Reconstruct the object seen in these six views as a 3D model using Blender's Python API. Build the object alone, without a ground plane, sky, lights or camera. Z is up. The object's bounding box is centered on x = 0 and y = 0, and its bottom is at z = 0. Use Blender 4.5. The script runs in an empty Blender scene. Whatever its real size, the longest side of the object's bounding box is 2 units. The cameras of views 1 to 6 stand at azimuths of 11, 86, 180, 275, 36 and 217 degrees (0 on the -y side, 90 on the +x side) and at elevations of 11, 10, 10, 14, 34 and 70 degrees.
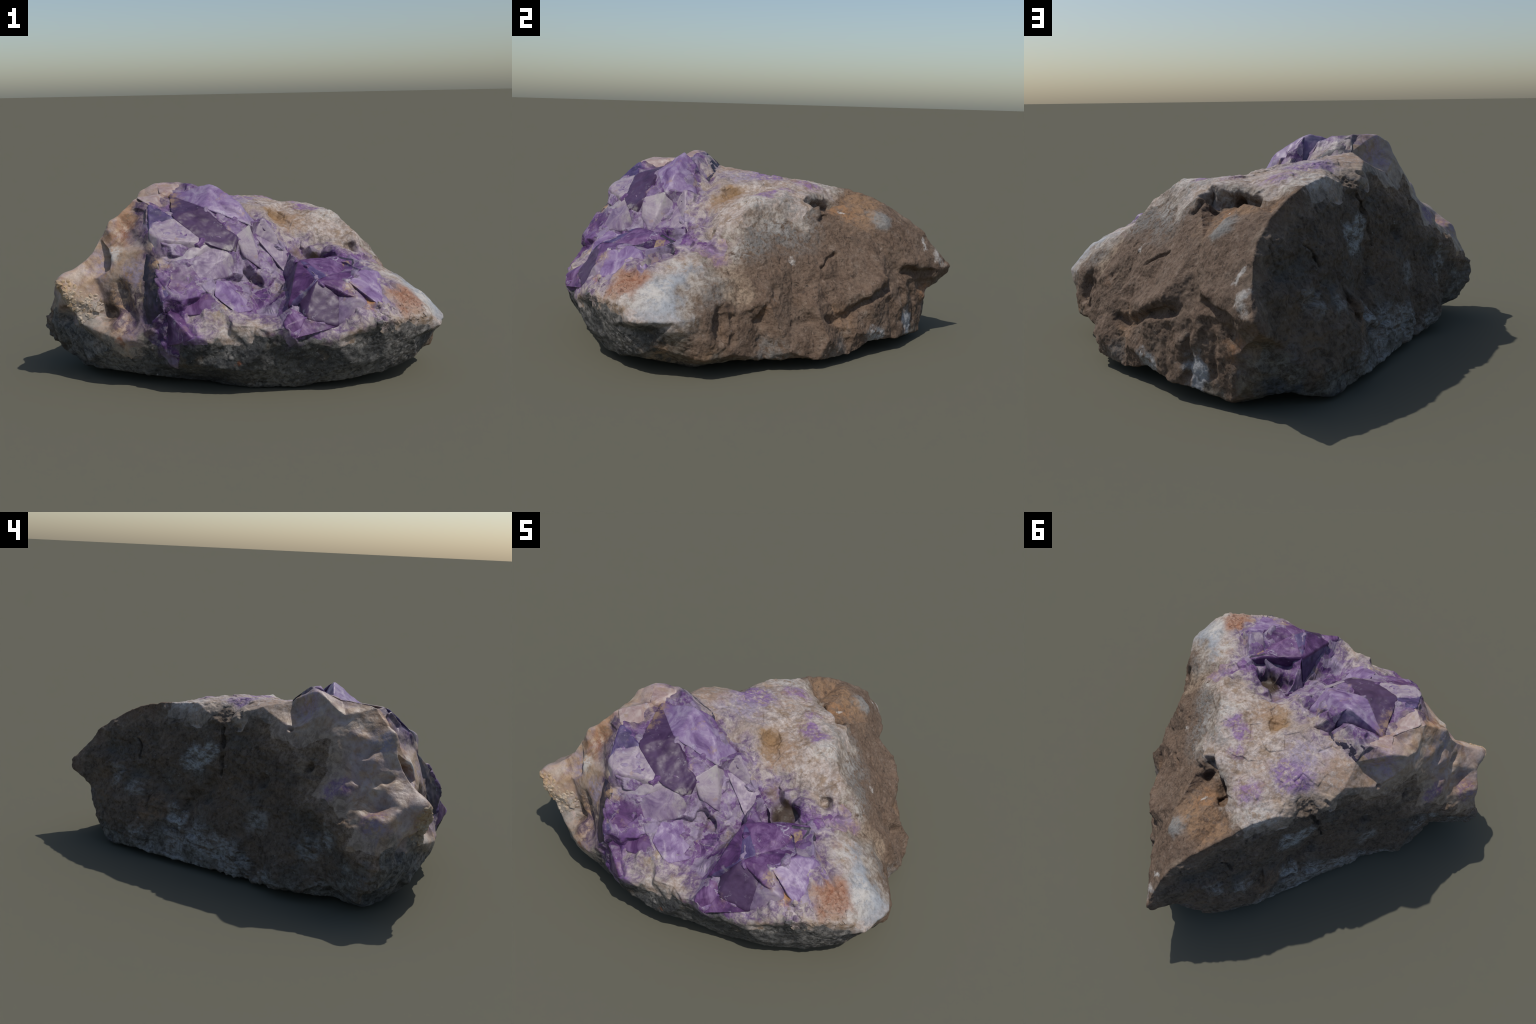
"""Amethyst specimen: a weathered quartz boulder broken open on one side.

The boulder is built as ONE closed surface.  Named survey points (ridges, corners,
pockets) span a coarse triangulated hull seen from a point inside the stone; a fine
sphere is wrapped onto that hull, rounded, given facets, grooves, pits and grain, and
then separated into its mineral regions.  The larger crystals are solid convex pieces
of their own that stand out of the crystal bed.
"""
import bpy, bmesh, math, random
import numpy as np
from mathutils import Vector
from mathutils.bvhtree import BVHTree

LEVEL = 9            # fineness of the wrapped sphere
HEART = np.array((0.05, -0.10, 0.34))   # point inside the stone all rays start from
rng = random.Random(7)

# ------------------------------------------------------------------ survey points
# region -> {landmark: (x, y, z)}
SURVEY = {
 "amethyst_bed": {
  "lilac_face": (-0.305,-0.806,0.7),
  "slab_rear": (-0.12,-0.335,0.775), "valley_west": (0.295,-0.42,0.5), "valley_south": (0.195,-0.655,0.402), "plum_valley": (-0.345,-0.545,0.806), "lilac_mid": (-0.215,-0.752,0.698),
  "summit_mid": (-0.21,-0.345,0.884),
  "summit_dark": (-0.346,-0.285,0.907), "summit_lavender": (-0.156,-0.392,0.908),
  "lavender_left": (-.370,-.398,.852), "lavender_foot": (-.162,-.537,.810),
  "lavender_right": (-.018,-.429,.822), "lavender_toe": (.048,-.487,.724),
  "lavender_back": (.037,-.329,.706), "lavender_rear": (-0.13,-0.285,0.752),
  "plum_right": (.005,-.599,.683), "plum_bottom": (-.009,-.668,.627),
  "plum_low": (-.115,-.698,.666), "plum_left": (-.282,-.659,.779),
  "lilac_left": (-.369,-.777,.727), "lilac_bottom": (-.332,-.812,.619),
  "indigo_top": (-.411,-.646,.842), "indigo_bottom": (-.370,-.732,.758),
  "notch": (-.085,-.680,.645), "mosaic_a": (.003,-.690,.515), "mosaic_b": (-.178,-.783,.591),
  "mosaic_c": (-.259,-.814,.596), "mosaic_d": (-.114,-.816,.512), "mosaic_e": (-0.21,-0.922,0.468),
  "tan_spot": (-.280,-.893,.530), "purple_edge": (-.318,-.878,.552), "dark_face": (-.262,-.953,.435),
  "dark_face_low": (-.247,-.940,.391), "purple_step": (-.192,-.915,.370), "purple_toe": (-0.112,-1.003,0.288),
  "purple_foot": (-0.25,-0.94,0.23), "purple_low": (-.342,-.925,.300),
  "front_top": (-.052,-.776,.510), "front_top_right": (-.010,-.674,.483), "front_right": (.124,-.735,.366),
  "front_bottom": (.062,-.865,.379), "front_left": (-.046,-.850,.449),
  "pit": (.092,-.600,.452), "pit_lip": (.043,-.601,.589), "pit_right": (.116,-.561,.525),
  "cap": (0.1,-0.385,0.742), "cap_rear": (0.12,-0.32,0.7), "spark": (.221,-.480,.490),
  "valley_back": (0.237,-0.525,0.462), "valley_mid": (0.235,-0.755,0.385), "valley_low": (0.25,-0.825,0.352),
  "shard_top": (.058,-.428,.666), "shard_edge": (.219,-.381,.568), "shard_end": (.219,-.471,.494),
  "streak": (.272,-.288,.571), "streak_low": (0.236,-0.364,0.536),
  "horn_top": (0.314,-0.605,0.574), "horn_ridge": (0.478,-0.484,0.57), "horn_end": (0.555,-0.405,0.546),
  "slate_low": (.584,-.425,.497), "slate_front": (.527,-.528,.507), "blue_right": (0.45,-0.703,0.525),
  "horn_low": (.305,-.838,.427), "dark_plate_top": (.413,-.772,.516), "dark_plate_right": (.511,-.765,.444),
  "dark_plate_bottom": (.518,-.838,.323), "dark_plate_left": (.377,-.880,.367), "dark_plate_corner": (.343,-.805,.427),
  "violet_top": (.308,-.855,.399), "violet_left": (.290,-.952,.345), "violet_bottom": (.344,-.940,.292),
  "orchid_right": (.717,-.540,.448), "orchid_bottom": (0.705,-0.748,0.4), "orchid_left": (.546,-.716,.510),
  "orchid_top": (.611,-.611,.538), "orchid_corner": (.672,-.570,.523), "orange_gap": (.645,-.755,.405),
  "rose_side": (.596,-.779,.440), "violet_wall": (.447,-.364,.580), "violet_wall_end": (.573,-.266,.543),
  "orchid_behind": (.64,-.49,.485), "valley_deep": (0.33,-0.43,0.522), "valley_end": (0.415,-0.385,0.532), "valley_floor": (0.37,-0.365,0.518),
 },
 "quartz_rim": {
  "shelf_mid": (-0.04,-0.25,0.745), "tan_facet_mid": (-0.39,-0.07,0.808),
  "rim_mid": (0.16,-0.935,0.345),
  "crest_east": (0.345,0.086,0.733),
  "plateau_violet_b": (-0.008,0.25,0.772), "plateau_violet_c": (-0.187,0.016,0.808), "plateau_violet_d": (0.181,0.116,0.764), "edge_a": (0.08,0.286,0.735), "edge_b": (-0.024,0.334,0.747), "edge_c": (0.262,0.214,0.715),
  "cap_shelf": (0.16,-0.29,0.675), "cap_shelf_end": (.252,-.239,.661), "rim_inner": (.400,-.244,.612),
  "rim_crest": (.535,-.217,.637), "rim_hole": (.517,-.254,.578), "rim_white": (.421,-.044,.722),
  "white_tooth": (.385,-.056,.742), "plateau_purple": (.234,.019,.748), "plateau_violet": (.312,-.003,.741),
  "plateau_mid": (-.132,.032,.796), "tan_hollow": (.125,-.163,.716), "shelf_tip": (-.183,-.238,.803),
  "shelf_ridge": (0.05,-0.19,0.768), "shelf_end": (.110,-.262,.716), "tan_left": (.078,-.192,.755),
  "plateau_east": (.118,.072,.766), "plateau_back": (-0.05,0.2,0.785), "crest_corner": (-.204,.272,.774),
  "tan_facet": (-.353,-.206,.840), "tan_facet_low": (-.368,.039,.762), 
  "edge_front": (.256,.205,.735), "crest_bend": (-.138,.367,.757),
  "tan_spot_right": (.669,-.396,.498), "grey_top": (0.775,-0.345,0.455), "white_lump": (.707,-.443,.480),
  "rust_corner": (.771,-.547,.459), "rust_mid": (.782,-.630,.425), "band_corner": (.920,-.640,.345),
  "rim_white_low": (.016,-.900,.385), "rim_white_toe": (0.07,-0.965,0.35), "rim_red": (.225,-.956,.327),
  "rim_left": (.043,-.955,.285), "rim_bend": (.351,-.945,.291), "rim_dip": (.531,-.872,.270),
  "rim_pale": (.644,-.838,.322), "rim_end": (0.762,-0.758,0.337), "grey_corner": (0.99,-0.402,0.28),
  "grey_under": (0.975,-0.59,0.278), "rim_south": (0.535,-0.155,0.64), "grey_mid": (0.888,-0.455,0.393),
 },
 "brown_crust": {
  "crest_tail": (0.077,0.857,0.545), "crest_end": (0.08,0.926,0.458),
  "face_hollow": (0.565,0.238,0.372), "crust_mid": (0.932,-0.262,0.185), "shelf_high": (0.11,0.508,0.695),
  "tooth_top": (0.672,0.22,0.285), "foot_back": (0.595,0.425,0.135), "face_ledge": (0.535,0.41,0.315), "lip_edge": (0.412,0.584,0.398), "tip_under": (0.135,0.94,0.36),
  "tip_top": (0.08,0.972,0.412), "tip_low": (0.053,1.003,0.325),
  "foot_notch": (0.497,0.512,0.07), "foot_bulge": (0.407,0.655,0.058), "foot_tail": (0.164,0.833,0.035), "foot_ledge": (0.735,0.223,0.048), "foot_groove": (0.87,-0.158,0.108), "ledge_side": (0.725,0.284,0.14), "tooth": (0.688,0.2,0.2), "tooth_back": (0.604,0.341,0.186), "streak_high": (0.717,-0.233,0.441), "streak_foot": (0.763,-0.14,0.35), "groove_top": (0.689,0.037,0.368), "groove_foot": (0.755,-0.049,0.222), "finger": (0.8,-0.135,0.285), "face_centre": (0.482,0.356,0.382), "face_upper": (0.27,0.522,0.562), "face_back": (0.299,0.608,0.448), "face_foot": (0.638,0.115,0.315), "lip_hollow_tip": (0.181,0.805,0.304), "lip_hollow_mid": (0.401,0.614,0.296), "shelf_tan": (0.018,0.435,0.655), "hole_shelf": (0.294,0.3,0.669), "hole_right": (0.12,0.3,0.665),
  "scratch_top": (.422,.338,.485), "scratch_low": (.542,.253,.422), "fleck": (.556,.111,.474),
  "hole_white": (.176,.408,.642), "hole_bump": (.301,.272,.678), "hole_inner": (0.231,0.298,0.64),
  "pale_patch": (.175,.580,.650), "pale_patch_low": (.215,.62,.60), "crest_low": (0.066,0.803,0.59),
  "crest_mid": (0.012,0.678,0.671), "crest_high": (-0.042,0.572,0.719), "crest_upper": (-0.095,0.473,0.747), "white_streak": (0.106,0.856,0.5),
  "white_tip": (0.119,0.932,0.428), "tip": (0.075,1.008,0.372), "lip_mid": (.425,.608,.328),
  "lip_back": (.261,.741,.404), "lip_front": (.514,.518,.292), "groove": (0.755,0,0.322),
  "face_south": (.70,-.12,.43), "face_top": (.46,.05,.60),
  "face_rim": (.60,-.10,.565), "face_grey": (0.802,-0.255,0.397), "crust_east": (0.905,-0.275,0.3),
  "crust_low": (0.93,-0.28,0.095), "crust_hole": (0.875,-0.22,0.22), "crust_edge": (.945,-.33,.19), "crust_front": (0.81,-0.1,0.2),
  "ledge_back": (.530,.447,.235), "under_ledge": (0.497,0.55,0.117),
  "knuckle": (.272,.711,.310), "stripe_top": (.279,.735,.182), "stripe_bottom": (0.295,0.74,0.055),
  "orange_hollow": (.133,.862,.218), "foot_east": (0.762,-0.016,0.062), "foot_mid": (0.607,0.395,0.034), "ledge_foot": (0.785,0.1,0.1),
  
 },
 "grey_host_rock": {
  "belly_f": (0.17,-0.96,0.205), "left_step": (-0.79,-0.735,0.13),
  "grey_overhang": (0.905,-0.52,0.215),
  "band_top_a": (-.11,-.985,.232), "band_top_b": (.04,-.955,.245), "band_top_c": (.225,-.952,.283), "band_top_d": (0.35,-0.918,0.252), "band_top_e": (0.53,-0.858,0.228),
  "band_top_f": (0.65,-0.795,0.265), "band_top_g": (0.76,-0.735,0.262),
  "cheek_top": (-0.7,-0.8,0.25), "cheek_side": (-0.83,-0.735,0.24), "left_crease": (-0.86,-0.572,0.102), "left_foot": (-0.74,-0.7,0.042),
  "band_low_corner": (0.855,-0.675,0.24), "foot_corner": (.86,-.55,.105), "foot_front_a": (.70,-.66,.06),
  "foot_front_b": (.56,-.73,.045), "foot_front_c": (.345,-.78,.012), "foot_front_d": (.108,-.80,.002),
  "foot_front_e": (-.113,-.79,.022), "foot_front_f": (-.379,-.834,.05), "foot_front_g": (-0.64,-0.77,0.05),
  "foot_left": (-0.7,-0.8,0.1), "foot_side": (0.9,-0.5,0.15), "belly_a": (0.57,-0.815,0.14),
  "belly_b": (0.255,-0.878,0.12), "belly_c": (.072,-.945,.13), "belly_d": (-.12,-.955,.16), "belly_e": (0.73,-0.7,0.15),
  "band_left": (-0.534,-0.9,0.195), "band_left_b": (-0.349,-0.897,0.195), "band_left_c": (-0.36,-0.875,0.11),
  "cheek": (-0.75,-0.772,0.205), "cheek_low": (-0.72,-0.75,0.115), "left_bulge": (-0.91,-0.68,0.24),
  "left_low": (-0.85,-0.679,0.135), "foot_south_west": (-0.8,-0.6,0.012), "foot_west": (-0.75,-0.478,0.025),
  "foot_west_b": (-0.76,-0.31,0.035), "foot_north_west": (-0.49,0.2,0.022), "foot_north": (-0.34,0.52,0.03),
  "foot_tip": (.16,.745,.002), "foot_tip_b": (-0.2,0.727,0.014), "blue_face": (.05,.88,.16),
  "blue_face_low": (-.02,.80,.06), "sole": (.0,-.1,.008), "sole_b": (.35,.0,.01), "sole_c": (-.35,-.35,.01),
  "sole_d": (.45,-.4,.005), "foot_south_east": (0.7,-0.365,0.004), "sole_e": (.1,.45,.005), "foot_east_b": (0.82,-0.24,0.06),
 },
 "chalcedony_flank": {
  "saddle_west": (-0.655,-0.79,0.505), "knob_front": (-0.775,-0.872,0.44),
  "dome_crest": (-0.475,-0.325,0.906), "knob_under": (-0.85,-0.742,0.385), "saddle_front": (-0.49,-0.83,0.51),
  "dome_side": (-0.56,-0.363,0.82),
  "tan_peak": (-0.459,-0.346,0.908), "pink_left": (-0.494,-0.575,0.866), "pink_top": (-.418,-.438,.869),
  "ridge_a": (-0.508,-0.597,0.86), "ridge_b": (-.562,-.656,.784), "ridge_c": (-.600,-.692,.745),
  "ridge_d": (-.651,-.703,.682), "ridge_e": (-.678,-.730,.618), "knob_top": (-.756,-.795,.537),
  "knob": (-.805,-.836,.489), "knob_back": (-.834,-.725,.486), "dome": (-.541,-.387,.875),
  "dome_back": (-.423,-.257,.780), "dome_low": (-.556,-.460,.820), "facet_blue": (-.623,-.644,.721),
  "flank_mid": (-.604,-.520,.736), "flank_low": (-.676,-.473,.626), "flank_foot": (-.734,-.454,.551),
  "tan_block": (-.679,-.589,.640), "tan_block_front": (-.662,-.666,.659), "hollow": (-.775,-.591,.480),
  "knob_rear": (-.764,-.659,.540), "purple_white": (-.862,-.594,.440), "purple_white_low": (-.945,-.624,.359),
  "purple_white_front": (-.891,-.669,.443), "purple_rear": (-.800,-.497,.450),
  "rust_deep": (-0.512,-0.674,0.735), "rust_low": (-.528,-.715,.575), "white_bump": (-.557,-.769,.614),
  "saddle": (-.573,-.795,.546), "bridge_top": (-.388,-.796,.648), "bridge_tip": (-.397,-.845,.493),
  "knob_pale": (-.752,-.845,.359), "knob_pale_low": (-.701,-.845,.295), "knob_pale_end": (-.538,-.912,.262),
  "rust_patch": (-.492,-.918,.220), "rose_stub": (-.409,-.935,.247), "recess": (-.578,-.805,.335),
  "recess_mid": (-0.46,-0.842,0.4), "cave": (-0.81,-0.74,0.31), "hole_high": (-.512,-.214,.737),
 },
 "broken_back_face": {
  "wall_s": (-0.155,0.585,0.468), "wall_t": (-0.268,0.43,0.31), "wall_u": (-0.275,0.625,0.235), "wall_v": (0.02,0.88,0.42),
  "west_inset": (-0.8,-0.437,0.12), "wall_q": (-0.225,0.46,0.5), "wall_r": (-0.005,0.755,0.465), "wall_p": (-0.505,0.06,0.345),
  "foot_wall": (-0.57,0.06,0.03), "foot_wall_b": (-0.455,0.295,0.028), "wall_white": (-0.609,0.032,0.122), "wall_white_b": (-0.484,0.225,0.132), "lump_west": (-0.745,-0.19,0.15), "lump_west_low": (-0.745,-0.2,0.06), "wall_c": (-0.578,-0.107,0.388), "wall_d": (-0.493,-0.044,0.518), "wall_e": (-0.545,0.07,0.205), "wall_f": (-0.48,0.13,0.31), "wall_g": (-0.326,0.499,0.217), "wall_h": (-0.2,0.7,0.27), "wall_i": (-0.215,0.72,0.16), "wall_j": (-0.203,0.395,0.617), "wall_k": (-0.44,-0.028,0.668), "wall_l": (-0.559,-0.173,0.616), "wall_m": (-0.25,0.43,0.372), "wall_n": (-0.637,-0.2,0.46), "wall_o": (-0.734,-0.336,0.351), "scar_mid": (-0.17,0.615,0.41),
  "hole_side": (-.636,-.320,.595), "crack_top": (-.341,.125,.693), "crack_mid": (-.394,.109,.579),
  "white_patch": (-0.305,0.275,0.51), "scar": (-.121,.575,.538), "scar_left": (.009,.764,.555),
  "recess_edge": (-0.41,0.13,0.36), "recess_low": (-.342,.279,.275), "white_patch_low": (-.367,.345,.232),
  "back_bump": (-.246,.581,.310), "back_bump_side": (-.322,.479,.294), "back_ridge": (-.01,.875,.26),
  "rear_hole": (-.541,-.102,.480), "flank_edge": (-.825,-.440,.397), "flank_edge_low": (-.735,-.334,.345),
  "west_mid": (-.79,-.42,.24), "west_low": (-0.796,-0.315,0.056), "west_foot": (-0.63,-0.08,0.025),
  "west_bulge": (-0.995,-0.6,0.235), "west_bulge_low": (-0.993,-0.585,0.16), "west_under": (-0.915,-0.57,0.075),
  "back_low": (-.15,.80,.12), "wall_mid": (-0.6,-0.09,0.25), "wall_low": (-0.505,0.2,0.1), "wall_foot": (-0.345,0.537,0.078),
 },
}

# ------------------------------------------------------------------ numeric noise
def _hash(ix, iy, iz, seed):
    u = np.uint32
    h = ix * u(374761393) + iy * u(668265263) + iz * u(1274126177) + u(seed * 982451653 & 0xFFFFFFFF)
    h = (h ^ (h >> u(13))) * u(1103515245)
    h = (h ^ (h >> u(15))) * u(2246822519)
    return h ^ (h >> u(16))

def noise(p, scale, seed=0):
    """Smooth value noise in -1..1 at points p."""
    q = (p * scale + seed * 17.13).astype(np.float32)
    i = np.floor(q); f = q - i; w = f * f * f * (f * (f * 6 - 15) + 10)
    i = i.astype(np.int32).view(np.uint32)
    out = 0
    for dx in (0, 1):
        wx = w[:, 0] if dx else 1 - w[:, 0]
        for dy in (0, 1):
            wxy = wx * (w[:, 1] if dy else 1 - w[:, 1])
            for dz in (0, 1):
                h = _hash(i[:, 0] + np.uint32(dx), i[:, 1] + np.uint32(dy), i[:, 2] + np.uint32(dz), seed)
                out = out + (h.astype(np.float32) / np.float32(2147483648) - 1) * wxy * (w[:, 2] if dz else 1 - w[:, 2])
    return out

def fractal(p, scale, octaves=4, gain=.5, seed=0):
    return sum(noise(p, scale * 2.03 ** k, seed + k) * gain ** k for k in range(octaves))

def noise3(p, scale, seed):
    return np.stack([noise(p, scale, seed + k * 31) for k in range(3)], 1)

# ------------------------------------------------------------------ body surface
names, pts, region_of = [], [], []
REGIONS = list(SURVEY)
for r, group in SURVEY.items():
    for n, p in group.items():
        names.append(n); pts.append(p); region_of.append(REGIONS.index(r))
pts = np.array(pts); region_of = np.array(region_of)

def hull_triangles(dirs):
    bm = bmesh.new()
    vs = [bm.verts.new(d) for d in dirs]
    for i, v in enumerate(vs): v.index = i
    bmesh.ops.convex_hull(bm, input=vs, use_existing_faces=False)
    bm.faces.ensure_lookup_table()
    bmesh.ops.triangulate(bm, faces=bm.faces[:])
    tris = [[v.index for v in f.verts] for f in bm.faces]
    bm.free()
    return tris

rel = pts - HEART
dirs = rel / np.linalg.norm(rel, axis=1)[:, None]
cage_tris = hull_triangles(dirs.tolist())
tree = BVHTree.FromPolygons([Vector(p) for p in pts], cage_tris)

bm = bmesh.new()
bmesh.ops.create_icosphere(bm, subdivisions=LEVEL, radius=1)
ball = np.array([v.co[:] for v in bm.verts]); ball /= np.linalg.norm(ball, axis=1)[:, None]
faces = np.array([[v.index for v in f.verts] for f in bm.faces])
bm.free()
heart = Vector(HEART)
P = np.empty_like(ball)
for i, d in enumerate(ball):
    hit = tree.ray_cast(heart, Vector(d))[0]
    P[i] = hit if hit is not None else HEART + d * .3
edges = np.concatenate([faces[:, [0, 1]], faces[:, [1, 2]], faces[:, [2, 0]]])   # every edge once per side
degree = np.bincount(edges[:, 0], minlength=len(P)).astype(float)

def neighbour_mean(X):
    return np.stack([np.bincount(edges[:, 0], X[edges[:, 1], k], len(X)) for k in range(3)], 1) / degree[:, None]

def smooth(X, times, amount=1.0):
    a = np.asarray(amount); a = a[:, None] if a.ndim else a
    for _ in range(times):
        X = X + (neighbour_mean(X) - X) * a * .6
    return X

def normals(X):
    n = np.zeros_like(X)
    fn = np.cross(X[faces[:, 1]] - X[faces[:, 0]], X[faces[:, 2]] - X[faces[:, 0]])
    for c in range(3):
        for k in range(3):
            n[:, k] += np.bincount(faces[:, c], fn[:, k], len(X))
    return n / np.maximum(np.linalg.norm(n, axis=1), 1e-12)[:, None]

def region_weights(X):
    """Ragged nearest-landmark labelling."""
    w = X + .022 * noise3(X, 9, 3) + .012 * noise3(X, 30, 5)
    best = np.full(len(X), 9.0); lab = np.zeros(len(X), int)
    for p, r in zip(pts, region_of):
        d = np.sum((w - p) ** 2, 1); m = d < best
        best[m] = d[m]; lab[m] = r
    return lab


label = region_weights(P)

def taubin(X, times):
    """Rounding without shrinking."""
    for _ in range(times):
        X = X + .55 * (neighbour_mean(X) - X)
        X = X - .57 * (neighbour_mean(X) - X)
    return X

def spread(mask, times):
    """Soften a 0/1 vertex mask over the mesh."""
    m = mask.astype(float)
    for _ in range(times):
        m = np.bincount(edges[:, 0], m[edges[:, 1]], len(m)) / degree
    return m

FINE = LEVEL - 8
P = taubin(P, 4 if FINE < 1 else 14)
soft = {name: spread(label == k, 6 + 18 * FINE) for k, name in enumerate(REGIONS)}

def thin(X, spacing):
    """Indices of points of X that keep at least this spacing, taken in order."""
    left, kept = np.arange(len(X)), []
    while len(left):
        kept.append(left[0]); left = left[np.sum((X[left] - X[left[0]]) ** 2, 1) > spacing ** 2]
    return kept

# ---- cleavage facets: the crystal bed breaks into small flat planes, tilted at random
def facets(X, weight, spacing, tilt, strength, seed):
    r = np.random.default_rng(seed)
    N = normals(smooth(X, 6))
    pool = np.flatnonzero(weight > .4); r.shuffle(pool)
    seeds = pool[thin(X[pool], spacing)]
    wob = X + .008 * noise3(X, 14, seed)
    near = np.full(len(X), 9.); own = np.zeros(len(X), int)
    for k, v in enumerate(seeds):
        d = np.sum((wob - X[v]) ** 2, 1); m = d < near; near[m] = d[m]; own[m] = k
    sv = np.array(seeds)
    pn = N[sv] + r.normal(0, tilt, (len(sv), 3)); pn /= np.linalg.norm(pn, axis=1)[:, None]
    lift = r.normal(0, .004, len(sv))
    h = np.sum((X - X[sv][own]) * pn[own], 1) - lift[own]
    h = np.clip(h, -.03, .03) * (near < (2.2 * spacing) ** 2)
    return X - (h * weight * strength)[:, None] * pn[own]

P = facets(P, soft["amethyst_bed"], .060, .22, .75, 11)
P = facets(P, np.clip(.15 * soft["chalcedony_flank"] + .5 * soft["quartz_rim"], 0, 1), .085, .16, .45, 12)
P = smooth(P, 1 + FINE, .6)
valley = np.exp(-np.sum((P - (.35, -.41, .49)) ** 2, 1) / .10 ** 2)      # the gap behind the horn is worn smooth
P = smooth(P, 2 + 4 * FINE, .5 * valley)

# ---- large crystals: convex solids spanned by their surveyed corners, rooted in the stone
CORNER = {n: p for n, p in zip(names, pts)}
CRYSTALS = [   # tint, how proud it stands, corners
 ("lavender", .004, ["summit_lavender", "lavender_left", "lavender_foot", "lavender_right", "lavender_toe", "lavender_back", "slab_rear"]),
 ("plum", .005, ["lavender_left", "plum_left", "plum_low", "plum_bottom", "plum_right", "lavender_foot"]),
 ("lilac", .003, ["plum_left", "lilac_left", "lilac_bottom", "plum_low", "indigo_bottom", "lilac_face"]),
 ("indigo", .003, ["indigo_top", "indigo_bottom", "plum_left", "lilac_left"]),
 ("rose", .003, ["pink_left", "pink_top", "indigo_top"]),
 ("rose", .002, ["tan_peak", "summit_dark", "pink_top", "lavender_left"]),
 ("slate", .003, ["summit_dark", "lavender_rear", "shelf_tip", "tan_facet"]),
 ("violet", .003, ["mosaic_b", "mosaic_c", "tan_spot", "mosaic_e", "mosaic_d"]),
 ("lilac", .002, ["notch", "mosaic_b", "mosaic_d", "front_top", "mosaic_a", "plum_bottom"]),
 ("lilac", .001, ["lilac_bottom", "mosaic_c", "mosaic_b", "notch", "plum_low"]),
 ("indigo", .003, ["tan_spot", "purple_edge", "dark_face", "mosaic_e"]),
 ("violet", .004, ["dark_face_low", "purple_step", "purple_toe", "purple_foot"]),
 ("violet", .003, ["mosaic_d", "purple_step", "front_left", "rim_white_low"]),
 ("lavender", .006, ["front_top", "front_top_right", "front_right", "front_bottom", "front_left"]),
 ("violet", .0, ["horn_top", "horn_ridge", "horn_end", "slate_low", "slate_front", "blue_right", "dark_plate_top", "dark_plate_corner", "horn_low"]),
 ("indigo", .005, ["horn_top", "blue_right", "dark_plate_top", "horn_low", "dark_plate_corner", "valley_back"]),
 ("violet", .007, ["horn_top", "horn_ridge", "slate_front", "blue_right"]),
 ("slate", .007, ["horn_ridge", "horn_end", "slate_low", "slate_front"]),
 ("plum", .004, ["dark_plate_top", "dark_plate_right", "dark_plate_bottom", "dark_plate_left", "dark_plate_corner"]),
 ("violet", .004, ["violet_top", "violet_left", "violet_bottom", "dark_plate_left"]),
 ("violet", .002, ["violet_bottom", "dark_plate_left", "dark_plate_bottom", "rim_bend"]),
 ("lavender", .004, ["orchid_right", "orchid_bottom", "orchid_left", "orchid_top", "orchid_corner"]),
 ("lilac", .003, ["rose_side", "orange_gap", "dark_plate_right", "orchid_left", "dark_plate_bottom"]),
 ("violet", .001, ["dark_plate_top", "blue_right", "orchid_left", "rose_side", "dark_plate_right"]),
 ("violet", .001, ["blue_right", "orchid_left", "orchid_top", "slate_front"]),
 ("lilac", .002, ["orchid_behind", "slate_low", "orchid_corner", "orchid_right", "orchid_top"]),
 ("lilac", .003, ["shard_top", "shard_edge", "shard_end", "spark"]),
 ("lilac", .002, ["cap", "shard_top", "streak_low", "shard_edge"]),
 ("lilac", .002, ["pit_lip", "plum_right", "lavender_toe", "shard_top", "pit_right"]),
 ("violet", .003, ["violet_wall", "violet_wall_end", "slate_low"]),
 ("slate", .001, ["purple_edge", "lilac_bottom", "bridge_tip", "tan_spot", "bridge_top"]),
 ("slate", .001, ["dark_face", "purple_edge", "bridge_tip", "purple_low", "dark_face_low"]),
]

def crystal_corners(proud, corners):
    cs = np.array([CORNER[c] for c in corners]); mid = cs.mean(0)
    out = mid - HEART; out /= np.linalg.norm(out)
    cs = mid + (cs - mid) * 1.08      # neighbours bite into each other
    root = np.array((-.03, .035, -.11)) if corners[0].startswith("horn") else -out * .09   # the horn stands upright
    return np.concatenate([cs + out * proud, mid + (cs - mid) * .85 + root]), out

def hull_planes(points):
    tris = hull_triangles(points.tolist()); c = points.mean(0); planes = []
    for a, b, d in tris:
        n = np.cross(points[b] - points[a], points[d] - points[a]); L = np.linalg.norm(n)
        if L < 1e-9: continue
        n = n / L; n = n if n @ (points[a] - c) > 0 else -n
        planes.append((n, n @ points[a]))
    return planes

# the bed gives way under each crystal, so that only its solid shows there
for tint, proud, corners in CRYSTALS:
    solid, out = crystal_corners(proud, corners)
    near = np.flatnonzero(np.all((P > solid.min(0) - .05) & (P < solid.max(0) + .05), 1))
    planes = hull_planes(solid)
    depth = lambda Q: np.max([Q @ n - d for n, d in planes], 0)
    side = depth(P[near] - out * .03)                       # well inside the outline of the crystal
    cover = np.clip((-side - .008) / .012, 0, 1)
    above = np.maximum(depth(P[near]) + .006, 0) * cover
    P[near] -= out * above[:, None]

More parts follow.
